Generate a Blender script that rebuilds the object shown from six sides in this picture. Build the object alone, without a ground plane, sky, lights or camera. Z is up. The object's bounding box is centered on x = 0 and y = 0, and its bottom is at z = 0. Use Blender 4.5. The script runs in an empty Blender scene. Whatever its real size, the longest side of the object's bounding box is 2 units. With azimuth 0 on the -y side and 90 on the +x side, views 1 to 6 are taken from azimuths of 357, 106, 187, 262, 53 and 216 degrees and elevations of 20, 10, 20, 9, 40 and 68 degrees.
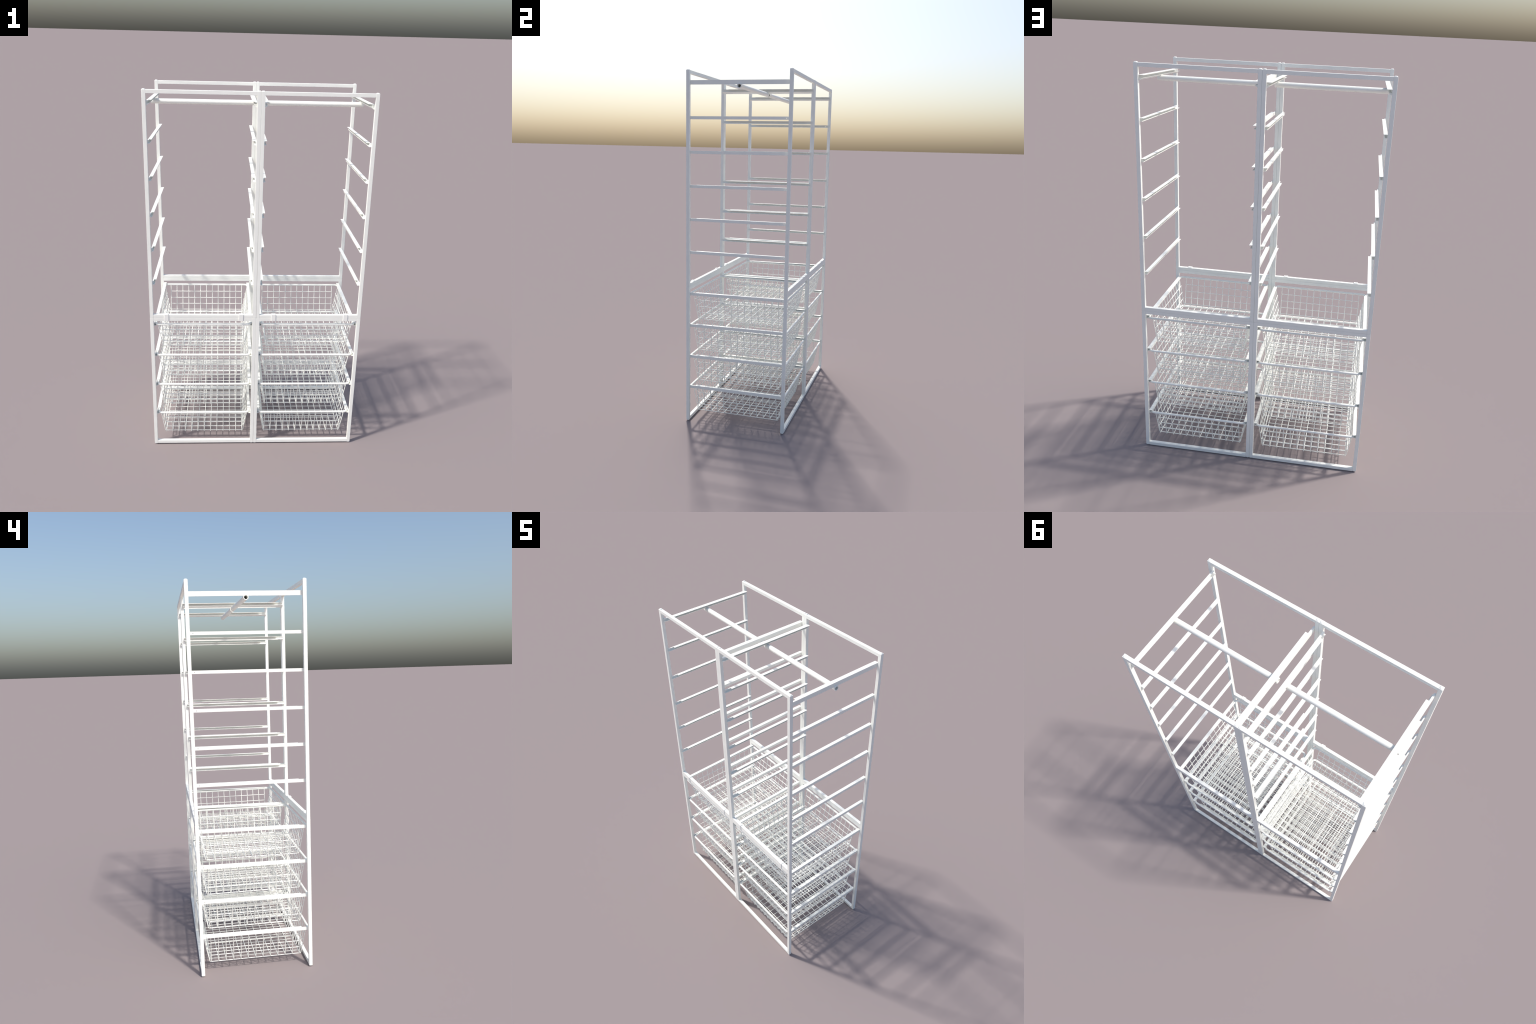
"""White metal wardrobe rack: two tube frames side by side, each with a lower half that carries
four pull-out wire baskets on C-shaped runners and an upper half with empty runners and a clothes rod."""
import bpy, bmesh, math
from mathutils import Vector, Matrix

# ------------------------------------------------------------------ sizes (metres)
HALF_W, HALF_D = 0.5705, 0.2955        # outer half width and half depth of the frame
TUBE = 0.0184                          # side of the square posts
RAIL = 0.0180                          # height of the horizontal tubes
SPLIT = 0.8066                         # where the upper frame stands on the lower one
POST_TOP, TOTAL = 1.9968, 2.0          # posts, then the plastic caps
UNIT_C = 0.2856                        # centre of one bay in x
# top edge of each pair of runners at the front and at the back (they lean a little forward)
RUNNER_TOPS = [(0.2135, 0.2165), (0.3988, 0.4038), (0.5845, 0.5898), (0.7705, 0.7772), (1.0115, 1.0138),
               (1.1975, 1.2000), (1.3832, 1.3865), (1.5700, 1.5728), (1.7553, 1.7573)]
BASKET_LEVELS = [(f + b) / 2 - 0.0115 for f, b in RUNNER_TOPS[:4]]   # height of the basket rims
HANG_TOP = 1.9442
INNER_OUT = HALF_W - TUBE              # inner face of an outer post
INNER_MID = TUBE + 0.0002                       # inner face of a middle post

# ------------------------------------------------------------------ materials
def coated_metal(name, colour, rough, grain_scale, variation=0.02, bump=0.04):
    """Powder coat: almost plain colour with very faint grain."""
    m = bpy.data.materials.new(name)
    m.use_nodes = True
    nt = m.node_tree
    bsdf = nt.nodes["Principled BSDF"]
    tc = nt.nodes.new("ShaderNodeTexCoord")
    no = nt.nodes.new("ShaderNodeTexNoise")
    no.inputs["Scale"].default_value = grain_scale
    no.inputs["Detail"].default_value = 3
    ramp = nt.nodes.new("ShaderNodeValToRGB")
    lo = [c * (1 - variation) for c in colour]
    hi = [min(1, c * (1 + variation)) for c in colour]
    ramp.color_ramp.elements[0].position = 0.3
    ramp.color_ramp.elements[1].position = 0.7
    ramp.color_ramp.elements[0].color = (*lo, 1)
    ramp.color_ramp.elements[1].color = (*hi, 1)
    fine = nt.nodes.new("ShaderNodeTexNoise")
    fine.inputs["Scale"].default_value = 900
    bu = nt.nodes.new("ShaderNodeBump")
    bu.inputs["Strength"].default_value = bump
    bu.inputs["Distance"].default_value = 0.0005
    L = nt.links.new
    L(tc.outputs["Object"], no.inputs["Vector"])
    L(tc.outputs["Object"], fine.inputs["Vector"])
    L(no.outputs["Fac"], ramp.inputs["Fac"])
    L(ramp.outputs["Color"], bsdf.inputs["Base Color"])
    L(fine.outputs["Fac"], bu.inputs["Height"])
    L(bu.outputs["Normal"], bsdf.inputs["Normal"])
    bsdf.inputs["Roughness"].default_value = rough
    bsdf.inputs["Specular IOR Level"].default_value = 0.5
    return m

FRAME = coated_metal("white_powder_coat", (0.945, 0.953, 0.892), 0.5, 14)
STEEL = coated_metal("white_rolled_steel", (0.945, 0.953, 0.888), 0.5, 18)
WIRE = coated_metal("white_dipped_wire", (0.94, 0.948, 0.885), 0.5, 25)
PLASTIC = coated_metal("white_plastic", (0.945, 0.95, 0.90), 0.4, 30, 0.01, 0.0)

# ------------------------------------------------------------------ helpers
def add(name, mesh, parent, loc=(0, 0, 0), scale=(1, 1, 1), rot=(0, 0, 0)):
    o = bpy.data.objects.new(name, mesh)
    bpy.context.scene.collection.objects.link(o)
    o.parent = parent
    o.location, o.scale, o.rotation_euler = loc, scale, rot
    return o

def finish(bm, name, mat, smooth_deg=40):
    bmesh.ops.recalc_face_normals(bm, faces=bm.faces)
    me = bpy.data.meshes.new(name)
    bm.to_mesh(me)
    bm.free()
    me.materials.append(mat)
    me.set_sharp_from_angle(angle=math.radians(smooth_deg))
    for p in me.polygons:
        p.use_smooth = True
    return me

def bar_mesh(name, size, mat, bevel=0.0022, seg=3, ends=True):
    """Box centred on its origin with its edges rounded."""
    bm = bmesh.new()
    bmesh.ops.create_cube(bm, size=1.0)
    bmesh.ops.scale(bm, vec=size, verts=bm.verts)
    long = max(range(3), key=lambda i: size[i])
    edges = bm.edges[:] if ends else [
        e for e in bm.edges
        if abs((e.verts[0].co - e.verts[1].co)[long]) > size[long] * 0.9]
    bmesh.ops.bevel(bm, geom=edges, offset=bevel, segments=seg, profile=0.5, affect='EDGES')
    me = finish(bm, name, mat)
    for p in me.polygons:                      # flat sides stay flat, only the rounded edges are smooth
        if max(abs(c) for c in p.normal) > 0.999:
            p.use_smooth = False
    return me

def extrude_profile(bm, profile, y0, y1):
    """Closed (x, z) outline drawn out along y."""
    a = [bm.verts.new((x, y0, z)) for x, z in profile]
    b = [bm.verts.new((x, y1, z)) for x, z in profile]
    n = len(a)
    for i in range(n):
        j = (i + 1) % n
        bm.faces.new((a[i], a[j], b[j], b[i]))
    bm.faces.new(a[::-1])
    bm.faces.new(b)

def round_corners(pts, radius, steps=4, closed=False):
    """Replace the corners of a polyline by arcs."""
    pts = [Vector(p) for p in pts]
    n = len(pts)
    out = []
    for i, p in enumerate(pts):
        if not closed and i in (0, n - 1):
            out.append(p)
            continue
        a, b = (pts[i - 1] - p), (pts[(i + 1) % n] - p)
        half = a.angle(b) / 2
        cut = min(radius / math.tan(half), a.length * 0.45, b.length * 0.45)
        r = cut * math.tan(half)
        a.normalize(); b.normalize()
        centre = p + (a + b).normalized() * (r / math.sin(half))
        s, e = p + a * cut - centre, p + b * cut - centre
        for k in range(steps + 1):
            t = k / steps
            out.append(centre + s.normalized().slerp(e.normalized(), t) * r)
    return out

def wire_mesh(name, pts, radius, mat, sides=8, closed=False):
    """Round wire swept along a polyline."""
    bm = bmesh.new()
    n = len(pts)
    rings = []
    ref = None
    for i, p in enumerate(pts):
        prev = pts[i - 1] if (closed or i > 0) else p
        nxt = pts[(i + 1) % n] if (closed or i < n - 1) else p
        t = (nxt - prev).normalized()
        if ref is None:
            ref = t.orthogonal().normalized()
        ref = (ref - t * ref.dot(t)).normalized()
        side = t.cross(ref)
        rings.append([bm.verts.new(p + (ref * math.cos(q) + side * math.sin(q)) * radius)
                      for q in (2 * math.pi * k / sides for k in range(sides))])
    pairs = list(zip(rings, rings[1:]))
    if closed:
        first, last = rings[0], rings[-1]
        turn = min(range(sides), key=lambda s: (first[s].co - last[0].co).length)
        pairs.append((last, first[turn:] + first[:turn]))
    for a, b in pairs:
        for k in range(sides):
            bm.faces.new((a[k], a[(k + 1) % sides], b[(k + 1) % sides], b[k]))
    if not closed:
        bm.faces.new(rings[0][::-1])
        bm.faces.new(rings[-1])
    return finish(bm, name, mat, 60)

def cut_with(mesh, cutter, name):
    """Boolean difference of two meshes, returned as a new mesh."""
    o, c = bpy.data.objects.new("tmp_body", mesh), bpy.data.objects.new("tmp_cutter", cutter)
    for x in (o, c):
        bpy.context.scene.collection.objects.link(x)
    mod = o.modifiers.new("cut", 'BOOLEAN')
    mod.operation, mod.object, mod.solver = 'DIFFERENCE', c, 'EXACT'
    dg = bpy.context.evaluated_depsgraph_get()
    out = bpy.data.meshes.new_from_object(o.evaluated_get(dg))
    out.name = name
    for x in (o, c):
        bpy.data.objects.remove(x)
    return out

# ------------------------------------------------------------------ the thing
rack = bpy.data.objects.new("wardrobe_rack", None)
bpy.context.scene.collection.objects.link(rack)
rack["label"] = "tall white metal wardrobe rack with eight wire baskets"
rack["category"] = "storage rack"

# posts: lower ones on small feet, upper ones under rounded caps
FOOT = 0.004
lower_h, upper_h = SPLIT - 0.0001 - FOOT, POST_TOP - SPLIT - 0.0001
lower_post = bar_mesh("lower_post", (TUBE, TUBE, lower_h), FRAME, 0.0010, 2)
upper_post = bar_mesh("upper_post", (TUBE, TUBE, upper_h), FRAME, 0.0010, 2)

def plug(name, height, wide, narrow):
    """Plastic plug of a tube end: a square that tapers with rounded edges; base at z = 0."""
    bm = bmesh.new()
    rings = []
    for s, z in ((wide, -0.003), (wide, height * 0.45), ((wide + narrow) / 2, height * 0.85), (narrow, height)):
        h, c = s / 2, s / 2 * 0.62
        rings.append([bm.verts.new((x, y, z)) for x, y in
                      ((h, -c), (h, c), (c, h), (-c, h), (-h, c), (-h, -c), (-c, -h), (c, -h))])
    for a, b in zip(rings, rings[1:]):
        for k in range(8):
            bm.faces.new((a[k], a[(k + 1) % 8], b[(k + 1) % 8], b[k]))
    bm.faces.new(rings[-1])
    bm.faces.new(rings[0][::-1])
    return finish(bm, name, PLASTIC, 35)

cap = plug("cap", TOTAL - POST_TOP, 0.0140, 0.0100)
foot = plug("foot", FOOT, 0.0160, 0.0120)

for sx in (-1, 1):
    for x in (TUBE / 2 + 0.0002, HALF_W - TUBE / 2):
        for sy in (-1, 1):
            y = sy * (HALF_D - TUBE / 2)
            p = add("post", lower_post, rack, (sx * x, y, FOOT + lower_h / 2))
            add("foot", foot, p, (0, 0, -lower_h / 2), (1, 1, -1))
            q = add("post", upper_post, rack, (sx * x, y, SPLIT + 0.0001 + upper_h / 2))
            add("end_cap", cap, q, (0, 0, upper_h / 2))

# horizontal tubes of both frames, front and back
span = INNER_OUT - INNER_MID - 0.0002
rail = bar_mesh("rail", (span, TUBE - 0.0006, RAIL), FRAME, 0.0010, 2, ends=False)
for sx in (-1, 1):
    for sy in (-1, 1):
        foot_gap = 0.0042 if sy < 0 else 0.0016      # the front sits a touch higher off the floor
        for z in (foot_gap + RAIL / 2, SPLIT - 0.0001 - RAIL / 2, SPLIT + 0.0001 + RAIL / 2,
                  POST_TOP - 0.0003 - RAIL / 2):
            add("cross_rail", rail, rack, (sx * (INNER_MID + INNER_OUT) / 2, sy * (HALF_D - TUBE / 2), z))

# clips that hold the two frames together at the front
clip = bar_mesh("clip", (0.0235, 0.0190, 0.0385), PLASTIC, 0.0012, 2)
for x in (-0.482, -0.081, 0.0945, 0.487):
    add("frame_clip", clip, rack, (x, -HALF_D + 0.0190 / 2 - 0.0025, SPLIT + 0.0022))

# ------------------------------------------------------------------ runners
T = 0.0018
RUN_H, RUN_W, LIP = 0.0160, 0.0172, 0.0112
END = 0.2835
def c_profile(flange, lip, h):
    return [(0, 0), (flange, 0), (flange, -T), (T, -T), (T, -h + T), (lip - 0.001, -h + T),
            (lip - 0.001, -h + T + 0.0012), (lip, -h + T + 0.0012), (lip, -h), (0, -h)]
bm = bmesh.new()
extrude_profile(bm, c_profile(RUN_W, LIP, RUN_H), -0.2450, END)
extrude_profile(bm, c_profile(0.0050, LIP, RUN_H), -END, -0.2451)
runner_solid = finish(bm, "runner_solid", STEEL, 30)
bm = bmesh.new()
bmesh.ops.create_cone(bm, segments=12, radius1=0.0022, radius2=0.0022, depth=0.02, cap_ends=True,
                      matrix=Matrix.Translation((0, 0.262, -0.0085)) @ Matrix.Rotation(math.pi / 2, 4, 'Y'))
hole = finish(bm, "hole", STEEL)
runner = cut_with(runner_solid, hole, "runner")
runner.set_sharp_from_angle(angle=math.radians(25))

# hanging rail at the very top: broader flange, slanted underside
HW, HH = 0.0215, 0.0232
def hang_profile(flange):
    return [(0, 0), (flange, 0), (flange, -0.0022), (T, -0.0022), (T, -0.0140), (0.0130, -0.0140),
            (0.0136, -0.0152), (0.0040, -HH), (0, -HH)]
bm = bmesh.new()
extrude_profile(bm, hang_profile(HW), -0.2400, END)
extrude_profile(bm, hang_profile(0.0090), -END, -0.2401)
hang_rail = finish(bm, "hang_rail", STEEL, 30)

for sx in (-1, 1):
    for face, inward in ((INNER_MID, 1), (INNER_OUT, -1)):
        flip = (sx * inward, 1, 1)
        for front, back in RUNNER_TOPS:
            add("runner", runner, rack, (sx * (face + inward * 0.0002), 0, (front + back) / 2 - 0.0008), flip,
                (math.atan2(back - front, 0.54), 0, 0))
        add("hanging_rail", hang_rail, rack, (sx * (face + inward * 0.0002), 0, HANG_TOP), flip)

# ------------------------------------------------------------------ clothes rods (hollow tubes)
ROD_Z, ROD_R, ROD_IN = 1.9135, 0.0132, 0.0092
x0, x1 = 0.0130, 0.5585
bm = bmesh.new()
seg = 28
loops = []
for x, r in ((x0, ROD_R - 0.0008), (x0 + 0.0008, ROD_R), (x1 - 0.0008, ROD_R), (x1, ROD_R - 0.0008),
             (x1, ROD_IN), (x0, ROD_IN)):
    loops.append([bm.verts.new((x - (x0 + x1) / 2, r * math.cos(2 * math.pi * k / seg), r * math.sin(2 * math.pi * k / seg)))
                  for k in range(seg)])
for a, b in zip(loops, loops[1:] + loops[:1]):
    for k in range(seg):
        bm.faces.new((a[k], a[(k + 1) % seg], b[(k + 1) % seg], b[k]))
rod = finish(bm, "rod", STEEL, 35)
for sx in (-1, 1):
    add("clothes_rod", rod, rack, (sx * (x0 + x1) / 2, 0.001, ROD_Z))

# ------------------------------------------------------------------ wire baskets
RIM_X, RIM_Y, RIM_R, RIM_CORNER = 0.2565, 0.2825, 0.0061, 0.020
WIRE_R = 0.0021
DEPTH = 0.1525                         # rim centre to floor wires
N = 13                                 # wires each way
PITCH_X, PITCH_Y = 0.03685, 0.0398
TOP_X, TOP_Y = RIM_X - 0.0045, RIM_Y - 0.0045   # where the wires are welded under the rim
FLOOR_X, FLOOR_Y = 0.2262, 0.2455
LEVELS = (0.0392, 0.0780, 0.1155)         # wires round the walls, below the rim

rim = wire_mesh("rim", round_corners([(-RIM_X, -RIM_Y, 0), (RIM_X, -RIM_Y, 0), (RIM_X, RIM_Y, 0), (-RIM_X, RIM_Y, 0)],
                                     RIM_CORNER, 6, True), RIM_R, WIRE, 14, True)
lengthwise = wire_mesh("lengthwise_wire", round_corners(
    [(0, -TOP_Y, -0.003), (0, -FLOOR_Y, -DEPTH - WIRE_R), (0, FLOOR_Y, -DEPTH - WIRE_R), (0, TOP_Y, -0.003)], 0.006, 3), WIRE_R, WIRE)
crosswise = wire_mesh("crosswise_wire", round_corners(
    [(-TOP_X, 0, -0.003), (-FLOOR_X, 0, -DEPTH + WIRE_R * 0.9), (FLOOR_X, 0, -DEPTH + WIRE_R * 0.9), (TOP_X, 0, -0.003)], 0.006, 3), WIRE_R, WIRE)
half_x, half_y = PITCH_X * (N - 1) / 2, PITCH_Y * (N - 1) / 2
short_level = wire_mesh("wall_wire_short", [Vector((-half_x - 0.001, 0, 0)), Vector((half_x + 0.001, 0, 0))], WIRE_R, WIRE)
long_level = wire_mesh("wall_wire_long", [Vector((0, -half_y - 0.001, 0)), Vector((0, half_y + 0.001, 0))], WIRE_R, WIRE)

def wall(top, floor, d):
    """Distance of a sloping wall from the basket's middle, d below the rim."""
    return top + (floor - top) * (d - 0.003) / (DEPTH - 0.003)

for sx in (-1, 1):
    for top in BASKET_LEVELS:
        b = add("basket", rim, rack, (sx * UNIT_C, 0, top))
        for i in range(N):
            k = i - (N - 1) / 2
            add("wire", lengthwise, b, (k * PITCH_X, 0, 0))
            add("wire", crosswise, b, (0, k * PITCH_Y, 0))
        for d in LEVELS:
            for s in (-1, 1):
                add("wire", short_level, b, (0, s * (wall(TOP_Y, FLOOR_Y, d) - WIRE_R * 1.8), -d))
                add("wire", long_level, b, (s * (wall(TOP_X, FLOOR_X, d) - WIRE_R * 1.8), 0, -d))

for m in (runner_solid, hole):
    bpy.data.meshes.remove(m)
